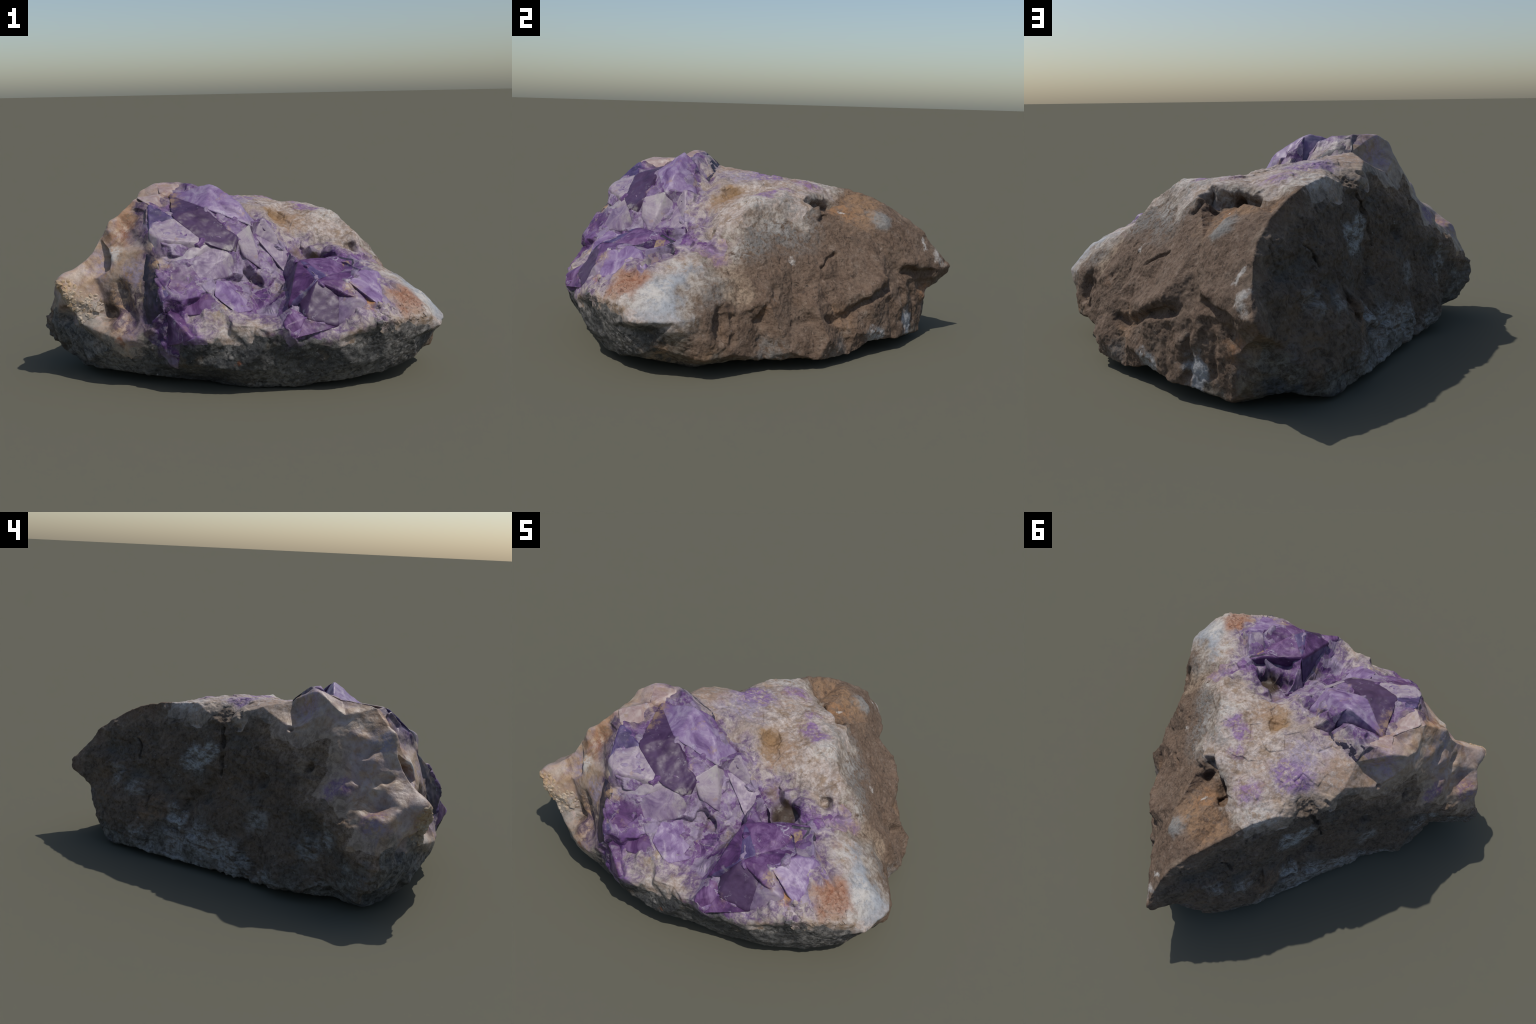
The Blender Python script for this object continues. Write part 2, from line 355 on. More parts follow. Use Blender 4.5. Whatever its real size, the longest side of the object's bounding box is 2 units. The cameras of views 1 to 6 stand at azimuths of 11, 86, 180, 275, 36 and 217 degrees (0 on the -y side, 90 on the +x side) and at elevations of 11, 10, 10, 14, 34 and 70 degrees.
# ---- carvings (hollows, cracks, holes) and lumps: a path, a radius and a depth
CARVINGS = [
 # weathered crust
 ("scratch", [(.422,.338,.485), (.52,.27,.43)], .012, .022),
 ("scratch", [(.56,.225,.445), (.585,.19,.405)], .011, .018),
 ("groove", [(.69,.037,.368), (.72,.0,.30), (.765,-.05,.222)], .028, .020),
 ("hollow", [(.85,-.225,.28), (.87,-.22,.20)], .042, .035),
 ("groove", [(.80,-.18,.29), (.83,-.17,.15)], .03, .035),
 ("ledge", [(.70,.12,.20), (.66,.21,.212), (.60,.35,.212), (.545,.45,.245), (.514,.515,.275), (.425,.608,.308), (.33,.69,.35), (.26,.74,.365), (.20,.81,.35), (.15,.88,.345)], .030, .034),
 ("lip", [(.63,.22,.275), (.55,.41,.285), (.50,.50,.325), (.41,.59,.36), (.31,.69,.405), (.23,.77,.415)], .03, -.010),
 ("groove", [(.31,.70,.28), (.32,.72,.10)], .022, .014),
 ("groove", [(.40,.63,.25), (.42,.64,.10)], .03, .012),
 ("groove", [(.225,.78,.26), (.235,.79,.12)], .022, .012),
 ("hollow", [(.16,.83,.29), (.11,.87,.27)], .05, .03),
 ("hollow", [(.275,.238,.695), (.21,.275,.68), (.13,.305,.672), (.07,.35,.672)], .034, .060),
 ("hole", [(.231,.298,.644)], .032, .06), ("hole", [(.14,.285,.685)], .03, .05), ("hole", [(.265,.225,.70)], .03, .045), ("hole", [(.19,.275,.685)], .026, .045), ("hole", [(.085,.335,.675)], .024, .045), ("hole", [(.30,.285,.665)], .018, .03), ("hole", [(.335,.225,.685)], .010, .02),
 ("hole", [(.215,.66,.59)], .010, .02), ("hole", [(.235,.63,.60)], .009, .02), ("hole", [(.255,.60,.60)], .009, .02),
 ("hollow", [(.30,.30,.655), (.34,.28,.63)], .02, .025),
 # crystal side
 ("hollow", [(.115,-.15,.73)], .05, .03), ("hole", [(.517,-.254,.581)], .035, .035),
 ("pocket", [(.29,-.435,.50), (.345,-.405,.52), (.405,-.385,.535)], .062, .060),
 ("pit", [(.075,-.63,.51), (.10,-.60,.46)], .034, .06),
 ("pocket", [(-.495,-.62,.78), (-.49,-.67,.69), (-.515,-.70,.61)], .045, .016),
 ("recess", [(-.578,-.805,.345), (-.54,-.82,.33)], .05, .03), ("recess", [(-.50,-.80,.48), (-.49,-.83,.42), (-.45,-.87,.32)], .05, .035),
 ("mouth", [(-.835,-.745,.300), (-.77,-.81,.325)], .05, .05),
 # broken back face
 ("hole", [(-.368,.039,.762)], .018, .035), ("hole", [(-.397,.041,.702)], .022, .025), ("hole", [(-.512,-.214,.737)], .018, .03),
 ("hole", [(-.53,-.25,.70)], .02, .03), ("hole", [(-.636,-.320,.595)], .024, .04), ("hole", [(-.657,-.35,.565)], .009, .02),
 ("crack", [(-.341,.125,.70), (-.355,.125,.66), (-.37,.12,.62), (-.394,.109,.579), (-.40,.11,.53), (-.41,.11,.47)], .010, .026),
 ("crack", [(-.10,.60,.55), (-.135,.57,.515), (-.16,.57,.47)], .010, .022), ("crack", [(.009,.764,.565), (-.005,.77,.49)], .009, .02),
 ("recess", [(-.385,.16,.41), (-.365,.20,.35), (-.335,.29,.285)], .05, .025), ("recess", [(-.31,.42,.25), (-.37,.34,.235)], .04, .025),
 ("hole", [(-.541,-.102,.480)], .035, .035), ("hole", [(-.50,-.035,.50), (-.52,-.05,.44)], .018, .02), ("hole", [(-.56,-.13,.42)], .02, .02),
 ("crack", [(-.30,.50,.20), (-.41,.30,.16), (-.50,.15,.17)], .014, .018),
 ("crack", [(-.87,-.56,.10), (-.85,-.68,.135), (-.78,-.858,.212), (-.60,-.91,.175)], .018, .016),
 ("crack", [(-.69,-.25,.20), (-.72,-.26,.05)], .02, .02), ("crack", [(-.60,-.03,.18), (-.60,-.02,.04)], .03, .02),
 # lumps
 ("lump", [(.272,.711,.31), (.285,.72,.25)], .05, -.022), ("lump", [(.34,.675,.20)], .05, -.018), ("lump", [(.36,.70,.09)], .05, -.012),
 ("lump", [(-.26,.565,.30)], .08, -.01), ("lump", [(-.745,-.19,.10)], .06, -.015), ("lump", [(-.44,.24,.11)], .07, -.012),
 ("lump", [(-.80,-.81,.50)], .065, -.020), ("lump", [(-.68,-.60,.64)], .06, -.018), ("lump", [(-.605,-.68,.75)], .055, -.015), ("lump", [(-.88,-.64,.42)], .06, -.018), ("lump", [(-.52,-.47,.82)], .05, -.012), ("lump", [(-.60,-.52,.735)], .05, -.014),
 ("hollow", [(-.72,-.66,.58), (-.70,-.54,.56)], .035, .028), ("hollow", [(-.63,-.60,.69), (-.65,-.53,.67)], .03, .018), ("hollow", [(-.555,-.45,.785), (-.53,-.52,.80)], .025, .016), ("hollow", [(-.83,-.57,.47), (-.80,-.64,.49)], .03, .022),
 ("lump", [(-.56,-.77,.61)], .04, -.012), ("lump", [(.30,.275,.68)], .035, -.012),
]

def path_distance(X, path):
    best = np.full(len(X), 9.)
    path = [np.array(p) for p in path]
    if len(path) == 1: path = path * 2
    for a, b in zip(path, path[1:]):
        ab = b - a; L = max(ab @ ab, 1e-12)
        t = np.clip((X - a) @ ab / L, 0, 1)
        best = np.minimum(best, np.linalg.norm(X - a - t[:, None] * ab, axis=1))
    return best

N = normals(smooth(P, 8 + 20 * FINE))
W = P + .010 * noise3(P, 22, 41)
move = np.zeros(len(P))
for kind, path, radius, depth in CARVINGS:
    lo = np.min(path, 0) - 2 * radius; hi = np.max(path, 0) + 2 * radius
    near = np.flatnonzero(np.all((P > lo) & (P < hi), 1))
    t = np.clip(1 - path_distance(W[near], path) / (1.25 * radius), 0, 1)
    move[near] -= depth * t * t * (3 - 2 * t)
P = P + N * move[:, None]

# ---- grain of each region
N = normals(P)
grain = np.zeros(len(P))
def add_grain(region, height):
    v = np.flatnonzero(soft[region] > .003)
    grain[v] += soft[region][v] * height(P[v])
add_grain("brown_crust", lambda X: .006 * fractal(X, 9, 2, .5, 20) + .0034 * fractal(X, 34, 4, .62, 21))
add_grain("broken_back_face", lambda X: .006 - .012 * np.abs(fractal(X * (1, 1, 1.6), 11, 3, .5, 30)) + .005 * fractal(X, 7, 2, .5, 32)
          + (.0025 + .005 * np.clip(1.2 * fractal(X, 3.2, 2, .5, 70) + .5, 0, 1)) * fractal(X, 36, 4, .62, 31))
add_grain("grey_host_rock", lambda X: .006 * fractal(X, 9, 3, .5, 23) + .003 * fractal(X, 42, 3, .6, 24))
add_grain("quartz_rim", lambda X: .005 * fractal(X, 12, 3, .5, 25) + .002 * fractal(X, 46, 3, .6, 26))
add_grain("chalcedony_flank", lambda X: .008 * fractal(X, 9, 2, .4, 27) + .001 * fractal(X, 45, 3, .5, 28))
add_grain("amethyst_bed", lambda X: .003 * fractal(X, 22, 2, .5, 29) + .0012 * fractal(X, 60, 2, .5, 33))
flat = np.maximum(np.exp(-np.sum((P - (-.39, -.09, .80)) ** 2, 1) / .13 ** 2), np.exp(-np.sum((P - (.87, -.45, .38)) ** 2, 1) / .11 ** 2))     # clean cleavage planes
grain *= 1 - .8 * flat
P = P + N * grain[:, None]
P[:, 2] = np.maximum(P[:, 2], .001)
N = normals(P)

# ------------------------------------------------------------------ materials
class Shader:
    """Small helper around one node tree; colours are mixed in layers."""
    def __init__(self, name):
        self.mat = bpy.data.materials.new(name); self.mat.use_nodes = True
        self.t = self.mat.node_tree; self.bsdf = self.t.nodes["Principled BSDF"]
        self.pos = self.new("ShaderNodeTexCoord").outputs["Object"]
        wob = self.new("ShaderNodeTexNoise"); self.link(self.pos, wob.inputs["Vector"])
        wob.inputs["Scale"].default_value = 11; wob.inputs["Detail"].default_value = 5; wob.inputs["Roughness"].default_value = .65
        sub = self.vmath("SUBTRACT", wob.outputs["Color"], (.5, .5, .5))
        self.warped = self.vmath("ADD", self.pos, self.vmath("MULTIPLY", sub, (.16, .16, .16)))
    def new(self, kind): return self.t.nodes.new(kind)
    def link(self, a, b): self.t.links.new(a, b)
    def put(self, v, sock):
        if isinstance(v, (int, float)): sock.default_value = v
        elif isinstance(v, tuple): sock.default_value = (*v, 1) if len(v) == 3 and sock.type == "RGBA" else v
        else: self.link(v, sock)
    def vmath(self, op, a, b):
        n = self.new("ShaderNodeVectorMath"); n.operation = op
        self.put(a, n.inputs[0]); self.put(b, n.inputs[1])
        return n.outputs["Value" if op in ("DISTANCE", "DOT_PRODUCT") else "Vector"]
    def math(self, op, a, b=0.0):
        n = self.new("ShaderNodeMath"); n.operation = op; self.put(a, n.inputs[0]); self.put(b, n.inputs[1]); return n.outputs[0]
    def noise(self, scale, detail=5, rough=.6, distort=0, stretch=None):
        n = self.new("ShaderNodeTexNoise")
        v = self.vmath("MULTIPLY", self.pos, stretch) if stretch else self.pos
        self.link(v, n.inputs["Vector"])
        for k, x in (("Scale", scale), ("Detail", detail), ("Roughness", rough), ("Distortion", distort)): n.inputs[k].default_value = x
        return n.outputs["Fac"]
    def cells(self, scale, edge=False):
        n = self.new("ShaderNodeTexVoronoi"); self.link(self.warped, n.inputs["Vector"]); n.inputs["Scale"].default_value = scale
        if edge: n.feature = "DISTANCE_TO_EDGE"; return n.outputs["Distance"]
        return n.outputs["Color"]
    def step(self, v, lo, hi, to=1.0):
        n = self.new("ShaderNodeMapRange"); n.interpolation_type = "SMOOTHSTEP"
        self.put(v, n.inputs["Value"]); n.inputs["From Min"].default_value = lo; n.inputs["From Max"].default_value = hi; n.inputs["To Max"].default_value = to
        return n.outputs["Result"]
    def mix(self, fac, a, b, mode="MIX"):
        n = self.new("ShaderNodeMix"); n.data_type = "RGBA"; n.blend_type = mode
        self.put(fac, n.inputs[0]); self.put(a, n.inputs[6]); self.put(b, n.inputs[7]); return n.outputs[2]
    def ramp(self, fac, stops):
        n = self.new("ShaderNodeValToRGB"); e = n.color_ramp.elements
        while len(e) < len(stops): e.new(.5)
        for el, (x, c) in zip(e, stops): el.position = x; el.color = (*c, 1)
        self.link(fac, n.inputs["Fac"]); return n.outputs["Color"]
    def patch(self, centre, radius, soft=.45):
        d = self.vmath("DISTANCE", self.warped, centre)
        n = self.step(d, radius * (1 - soft), radius * (1 + soft)); return self.math("SUBTRACT", 1.0, n)
    def patches(self, colour, spots, streak=None):
        """spots: (mixed-in colour, centre, radius, strength); strength is broken up by fine noise."""
        fine = self.step(self.noise(30, 6, .75, .5, streak), .38, .58)
        for c, centre, radius, amount in spots:
            f = self.math("MULTIPLY", self.patch(centre, radius), amount)
            if amount < 1: f = self.math("MULTIPLY", f, fine)
            colour = self.mix(f, colour, c)
        return colour
    def weld(self, colour, region, radius=.05):
        """Blend towards the neighbouring region along their common border."""
        by = {}
        for other, p in border_spots(region): by.setdefault(other, []).append(p)
        mottle = self.step(self.noise(24, 7, .75, .6), .38, .62)
        for other, places in by.items():
            pair = tuple(sorted((region, other), key=REGIONS.index))
            two = TRANSITION.get(pair) or TRANSITION[pair[::-1]]
            wide = WELD_WIDTH.get(pair, radius); f = 0.0
            for p in places:
                d = self.vmath("DISTANCE", self.warped, p)
                f = self.math("MAXIMUM", f, self.math("SUBTRACT", 1.0, self.step(d, wide * .35, wide * 1.5)))
            colour = self.mix(f, colour, self.mix(mottle, *two))
        return colour
    def speckle(self, colour, scale, amount):
        """Fine light and dark grain over everything."""
        dark = self.step(self.noise(scale, 4, .75), .34, .56)
        colour = self.mix(amount, colour, self.mix(dark, (.46, .41, .37), (1.12, 1.11, 1.10)), "MULTIPLY")
        return self.mix(self.step(self.noise(scale * .8 + 7, 5, .75), .60, .72, amount * .55), colour, (.36, .34, .32))
    def finish(self, colour, rough, bumps, spec=.5):
        self.put(colour, self.bsdf.inputs["Base Color"]); self.put(rough, self.bsdf.inputs["Roughness"])
        self.bsdf.inputs["Specular IOR Level"].default_value = spec
        last = None
        for height, dist, strength in bumps:
            b = self.new("ShaderNodeBump"); b.inputs["Strength"].default_value = strength; b.inputs["Distance"].default_value = dist
            self.link(height, b.inputs["Height"])
            if last: self.link(last, b.inputs["Normal"])
            last = b.outputs["Normal"]
        if last: self.link(last, self.bsdf.inputs["Normal"])
        return self.mat

WHITE, CREAM, GREY, BLUE_GREY = (.46,.43,.40), (.39,.30,.215), (.22,.215,.205), (.23,.245,.27)
TAN, BROWN, DARK_BROWN, RUST, ORANGE = (.29,.18,.105), (.145,.097,.068), (.066,.046,.035), (.23,.095,.052), (.31,.155,.07)
VIOLET, DEEP, LAVENDER, LILAC, PLUM, SLATE = (.135,.062,.19), (.05,.022,.085), (.21,.15,.29), (.26,.215,.29), (.075,.04,.095), (.055,.052,.072)

FACE_LABEL = np.sort(label[faces], 1)[:, 1]
def border_spots(region, spacing=.075):
    """Where this region meets another one: (other region, place), thinned to an even spacing."""
    k = REGIONS.index(region); spots = []
    for other, name in enumerate(REGIONS):
        if other == k: continue
        lo, hi = min(k, other), max(k, other)
        m = np.flatnonzero((label[edges[:, 0]] == lo) & (label[edges[:, 1]] == hi))
        line = P[np.unique(edges[m, 0])]
        kept = line[thin(line, spacing)]
        spots += [(name, tuple(float(x) for x in p)) for p in kept]
    return spots
WELD_WIDTH = {("quartz_rim", "grey_host_rock"): .032, ("grey_host_rock", "quartz_rim"): .032, ("chalcedony_flank", "broken_back_face"): .075, ("broken_back_face", "chalcedony_flank"): .075, ("amethyst_bed", "grey_host_rock"): .03}
TRANSITION = {  # what the weld between two regions looks like
    ("amethyst_bed", "quartz_rim"): ((.13,.08,.155), (.36,.31,.29)), ("amethyst_bed", "grey_host_rock"): ((.07,.045,.09), (.14,.13,.14)),
    ("amethyst_bed", "chalcedony_flank"): ((.075,.045,.085), (.24,.18,.18)), ("amethyst_bed", "brown_crust"): ((.2,.13,.2), (.3,.22,.17)), ("amethyst_bed", "broken_back_face"): ((.15,.1,.12), (.3,.22,.17)),
    ("quartz_rim", "brown_crust"): ((.17,.12,.085), (.36,.32,.28)), ("quartz_rim", "grey_host_rock"): ((.05,.05,.052), (.17,.16,.15)),
    ("quartz_rim", "chalcedony_flank"): ((.25,.17,.11), (.34,.27,.23)), ("quartz_rim", "broken_back_face"): ((.13,.105,.085), (.30,.24,.19)),
    ("brown_crust", "grey_host_rock"): ((.10,.075,.055), (.22,.19,.155)), ("brown_crust", "broken_back_face"): ((.13,.10,.075), (.24,.18,.135)), ("brown_crust", "chalcedony_flank"): ((.2,.13,.09), (.3,.2,.14)),
    ("grey_host_rock", "chalcedony_flank"): ((.11,.10,.095), (.30,.26,.22)), ("grey_host_rock", "broken_back_face"): ((.10,.085,.07), (.25,.235,.21)), ("chalcedony_flank", "broken_back_face"): ((.19,.135,.095), (.36,.27,.20)),
}

def brown_crust():
    s = Shader("weathered_brown_crust")
    c = s.ramp(s.noise(16, 8, .72, .4), [(.30, DARK_BROWN), (.45, BROWN), (.58, (.178,.124,.09)), (.74, (.26,.21,.17))])
    c = s.mix(s.step(s.noise(5, 4, .6), .48, .70, .45), c, (.165,.122,.092))
    c = s.mix(s.step(s.noise(60, 4, .7), .60, .74, .6), c, (.30,.24,.19))
    c = s.mix(s.step(s.noise(40, 5, .75, 1), .54, .66, .85), c, (.045,.031,.023))
    c = s.mix(s.step(s.noise(85, 3, .7), .58, .70, .6), c, (.21,.155,.11))
    c = s.mix(s.step(s.noise(21, 6, .75, .5), .64, .74, .6), c, (.27,.255,.24))
    c = s.patches(c, [
        (GREY, (.42,.10,.66), .17, .85), (WHITE, (.40,.0,.70), .13, .8), (GREY, (.56,-.10,.60), .14, .8), (WHITE, (.64,-.20,.53), .10, .7),
        (CREAM, (.70,-.22,.45), .10, .6), (CREAM, (.76,-.15,.35), .07, .7), (GREY, (.80,-.27,.40), .10, .6),
        (GREY, (.195,.60,.63), .065, 1), (TAN, (.14,.45,.66), .15, .8), (TAN, (.03,.52,.69), .10, .7), (ORANGE, (.16,.40,.65), .07, .45),
        (WHITE, (.119,.930,.426), .035, 1), (WHITE, (.106,.850,.494), .020, 1), (WHITE, (.125,.97,.395), .03, .8), (WHITE, (.176,.405,.645), .014, 1),
        ((.35,.355,.37), (.283,.745,.12), .05, 1), ((.33,.335,.35), (.30,.75,.06), .05, 1), ((.38,.38,.38), (.50,.54,.09), .055, .9), (ORANGE, (.13,.862,.22), .06, .8),
        ((.16,.17,.20), (.07,.90,.16), .09, .9), (WHITE, (.556,.111,.474), .02, .8), (ORANGE, (.70,-.03,.30), .06, .5), (TAN, (.60,.35,.19), .07, .5),
        (GREY, (.76,.0,.07), .09, .6), (TAN, (.86,-.27,.10), .09, .6), (GREY, (.64,.3,.06), .08, .5), (GREY, (.30,.20,.705), .05, .8)])
    return s.finish(s.speckle(s.weld(c, "brown_crust"), 62, .5), .85, [(s.noise(60, 6, .78, 0, (1, .55, 1)), .014, .6), (s.noise(170, 4, .75), .005, .5)], .25)

def back_face():
    s = Shader("dark_broken_face")
    c = s.ramp(s.noise(13, 8, .72, .5), [(.28, (.075,.055,.043)), (.45, (.155,.12,.092)), (.60, (.21,.157,.118)), (.78, (.29,.235,.185))])
    c = s.mix(s.step(s.noise(6, 4, .6), .45, .66, .6), c, (.155,.145,.13))
    c = s.mix(s.step(s.noise(30, 6, .75, 1), .57, .68, .8), c, (.055,.04,.03))
    c = s.mix(s.step(s.noise(40, 5, .7), .63, .74, .8), c, (.38,.38,.37))
    pale = (.48,.485,.48)
    c = s.patches(c, [
        (pale, (-.315,.27,.52), .060, .92), (pale, (-.355,.18,.56), .045, .92), (pale, (-.367,.345,.232), .055, .92), (pale, (-.484,.225,.12), .10, .75),
        (pale, (-.345,.537,.075), .07, .8), (pale, (-.56,.11,.14), .06, .7), (pale, (-.609,.02,.08), .10, .65), (pale, (-.42,.36,.06), .11, .6), (pale, (-.70,-.16,.05), .07, .6), (pale, (-.82,-.42,.06), .09, .5),
        (pale, (-.74,-.36,.24), .07, .5), (pale, (-.26,.58,.33), .05, .6), (pale, (-.14,.72,.36), .06, .5), (pale, (-.56,-.10,.30), .06, .5), (pale, (-.80,-.44,.33), .05, .6),
        ((.34,.22,.14), (-.30,.46,.24), .07, .6), (CREAM, (-.63,-.33,.60), .08, .7), (CREAM, (-.52,-.2,.72), .06, .8), ((.24,.16,.10), (-.08,.80,.25), .12, .6), (WHITE, (-.2,.27,.77), .03, .8),
        ((.17,.17,.19), (-.02,.86,.14), .10, .8), (GREY, (-.95,-.58,.2), .12, .6), ((.22,.15,.10), (-.45,.0,.40), .12, .5)], (.45, .45, 1.3))
    return s.finish(s.speckle(s.weld(c, "broken_back_face"), 52, 0.7), .9, [(s.noise(50, 7, .8), .022, .7), (s.noise(160, 4, .75), .006, .6)], .2)

def grey_rock():
    s = Shader("grey_speckled_host_rock")
    c = s.ramp(s.noise(14, 8, .72, .5), [(.30, (.030,.031,.034)), (.47, (.062,.063,.064)), (.60, (.105,.104,.10)), (.78, (.22,.215,.20))])
    c = s.mix(s.step(s.noise(55, 4, .7), .60, .72, .6), c, (.26,.26,.255))
    c = s.mix(s.step(s.noise(9, 4, .6), .58, .70, .4), c, (.15,.115,.08))
    c = s.patches(c, [
        (GREY, (-.55,-.90,.15), .16, .8), (WHITE, (-.66,-.87,.25), .07, .7), (GREY, (-.80,-.78,.18), .14, .7), ((.34,.32,.30), (.84,-.68,.20), .12, .7), (GREY, (.2,-.82,.02), .16, .7), (RUST, (.07,-.96,.17), .018, 1), (RUST, (.70,-.80,.21), .018, 1),
        (WHITE, (.60,-.83,.27), .06, .7), (WHITE, (.0,-.96,.26), .05, .7), (GREY, (.55,-.70,.05), .15, .7), (CREAM, (.82,-.45,.06), .10, .6), (TAN, (.90,-.42,.10), .08, .7),
        ((.40,.40,.40), (-.75,-.5,.03), .12, .7), ((.40,.40,.40), (-.5,.2,.03), .12, .8), ((.40,.40,.40), (-.33,.52,.03), .10, .8), ((.10,.11,.14), (.0,.82,.07), .12, .7), ((.17,.15,.13), (.05,.90,.17), .06, .6)])
    return s.finish(s.speckle(s.weld(c, "grey_host_rock"), 60, 0.8), .8, [(s.noise(60, 6, .78), .015, .6), (s.noise(180, 4, .75), .005, .5)], .3)

def quartz_rim():
    s = Shader("mottled_white_quartz")
    c = s.ramp(s.noise(22, 9, .75, .8), [(.28, (.17,.115,.08)), (.41, (.29,.22,.175)), (.53, (.40,.335,.30)), (.70, (.50,.455,.43))])
    c = s.mix(s.step(s.noise(14, 7, .72), .50, .60, .8), c, (.24,.165,.105))
    c = s.mix(s.step(s.noise(19, 7, .72, 1), .60, .68, .45), c, (.20,.19,.18))
    c = s.mix(s.step(s.noise(42, 4, .7), .60, .72, .6), c, (.20,.18,.16))
    violet = (.19,.095,.25)
    c = s.patches(c, [
        (violet, (.234,.019,.748), .05, .9), (violet, (.312,-.003,.741), .04, .9), (LILAC, (-.132,.032,.796), .13, .8), (violet, (-.132,.04,.80), .085, .85), (violet, (-.008,.250,.775), .07, .75), (violet, (-.19,.016,.81), .05, .6), (violet, (.181,.116,.77), .05, .75),
        (LILAC, (-.16,-.12,.80), .12, .7), (LILAC, (-.02,-.18,.80), .10, .6), ((.22,.155,.105), (-.02,-.22,.77), .08, .5), ((.24,.145,.07), (.115,-.155,.73), .075, 1), (TAN, (.19,-.21,.70), .09, .85), ((.30,.24,.20), (.02,-.21,.75), .08, .8), (TAN, (.02,.10,.79), .06, .5), (TAN, (.25,-.12,.72), .06, .5),
        ((.31,.21,.145), (-.38,-.10,.80), .15, .93), (CREAM, (-.38,.03,.765), .07, .8), (CREAM, (-.25,.20,.78), .08, .7), (WHITE, (-.12,.33,.755), .09, .8), (WHITE, (.40,-.05,.73), .07, .9), (GREY, (.47,-.02,.69), .07, .8), (GREY, (.35,.10,.735), .08, .7),
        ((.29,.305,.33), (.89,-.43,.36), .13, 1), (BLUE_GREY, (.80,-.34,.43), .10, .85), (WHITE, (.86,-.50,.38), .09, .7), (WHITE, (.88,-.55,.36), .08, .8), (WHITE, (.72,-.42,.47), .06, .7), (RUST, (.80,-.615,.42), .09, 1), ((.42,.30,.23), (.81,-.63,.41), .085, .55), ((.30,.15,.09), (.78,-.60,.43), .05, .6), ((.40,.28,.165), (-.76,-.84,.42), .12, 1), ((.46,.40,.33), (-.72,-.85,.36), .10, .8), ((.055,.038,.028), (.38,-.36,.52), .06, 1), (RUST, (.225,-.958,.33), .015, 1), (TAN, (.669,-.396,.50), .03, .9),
        (CREAM, (.72,-.80,.34), .08, .7), ((.27,.245,.21), (.06,-.93,.35), .06, .7), (CREAM, (.36,-.95,.30), .08, .6), ((.10,.07,.05), (.36,-.27,.60), .05, .8), ((.10,.07,.05), (.517,-.254,.575), .03, 1), (BLUE_GREY, (.97,-.52,.27), .08, .6)])
    return s.finish(s.speckle(s.weld(c, "quartz_rim"), 48, .42), .6, [(s.noise(55, 6, .75), .010, .5), (s.noise(170, 4, .75), .004, .4)], .4)

def flank():
    s = Shader("milky_tan_chalcedony")
    c = s.ramp(s.noise(9, 6, .65, 1.2), [(.30, (.19,.115,.072)), (.44, (.32,.215,.14)), (.56, (.40,.305,.235)), (.74, (.46,.39,.345))])
    c = s.mix(s.step(s.noise(6, 4, .6, .6), .47, .62, .5), c, (.30,.235,.255))
    c = s.mix(s.step(s.noise(12, 5, .65), .56, .68, .75), c, (.36,.22,.12))
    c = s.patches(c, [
        (RUST, (-.50,-.66,.70), .085, .85), ((.36,.21,.12), (-.50,-.62,.79), .06, .9), (RUST, (-.52,-.71,.59), .04, .9), ((.32,.19,.135), (-.50,-.69,.65), .03, .9),
        (ORANGE, (-.80,-.83,.46), .055, .8), ((.35,.235,.145), (-.79,-.84,.43), .05, .7), ((.35,.235,.145), (-.67,-.82,.44), .07, .6), ((.32,.29,.255), (-.73,-.85,.33), .09, .8), ((.32,.29,.255), (-.62,-.85,.34), .07, .8),
        (VIOLET, (-.86,-.60,.42), .06, .7), (VIOLET, (-.73,-.45,.52), .06, .8), (LILAC, (-.92,-.64,.39), .06, .7), ((.235,.21,.26), (-.62,-.63,.72), .06, .9), (LILAC, (-.62,-.77,.57), .07, .7), (WHITE, (-.557,-.77,.62), .035, .9),
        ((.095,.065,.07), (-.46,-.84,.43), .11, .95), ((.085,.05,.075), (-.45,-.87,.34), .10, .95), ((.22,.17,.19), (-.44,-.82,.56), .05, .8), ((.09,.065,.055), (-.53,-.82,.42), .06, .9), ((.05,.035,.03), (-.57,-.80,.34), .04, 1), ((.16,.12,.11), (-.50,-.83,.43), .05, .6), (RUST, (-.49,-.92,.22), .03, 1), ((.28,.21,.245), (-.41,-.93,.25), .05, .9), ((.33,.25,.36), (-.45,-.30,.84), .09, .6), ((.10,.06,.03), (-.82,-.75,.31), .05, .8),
        (CREAM, (-.54,-.39,.87), .07, .6), ((.34,.28,.36), (-.42,-.82,.55), .07, .7)])
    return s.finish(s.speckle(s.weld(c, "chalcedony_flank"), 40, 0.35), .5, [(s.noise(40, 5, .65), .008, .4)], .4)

STAINS = [   # tan and milky spots between the crystals, with a near-black patch in the gap behind the horn
    ((.27,.18,.115), (-.37,-.44,.85), .055, .8), ((.26,.175,.11), (-.34,-.52,.83), .04, .7), ((.28,.185,.11), (-.30,-.84,.59), .05, .8), ((.30,.20,.12), (-.25,-.80,.63), .03, .8), ((.29,.22,.17), (-.28,-.90,.52), .035, .9),
    ((.33,.30,.28), (-.02,-.66,.61), .045, .7), ((.33,.31,.29), (.05,-.50,.70), .05, .7), ((.34,.31,.29), (.46,-.67,.50), .035, .7), ((.30,.215,.14), (.58,-.74,.47), .04, .8), ((.33,.31,.33), (.36,-.78,.45), .03, .7),
    ((.33,.30,.28), (.02,-.90,.39), .05, .8), ((.22,.15,.10), (.51,-.50,.535), .018, 1), ((.30,.28,.30), (-.20,-.79,.60), .06, .5), ((.26,.18,.12), (-.43,-.30,.88), .07, .8), ((.12,.085,.06), (.30,-.30,.56), .05, .7), ((.055,.038,.028), (.36,-.375,.50), .07, 1), ((.036,.016,.06), (-.27,-.95,.36), .07, .8)]

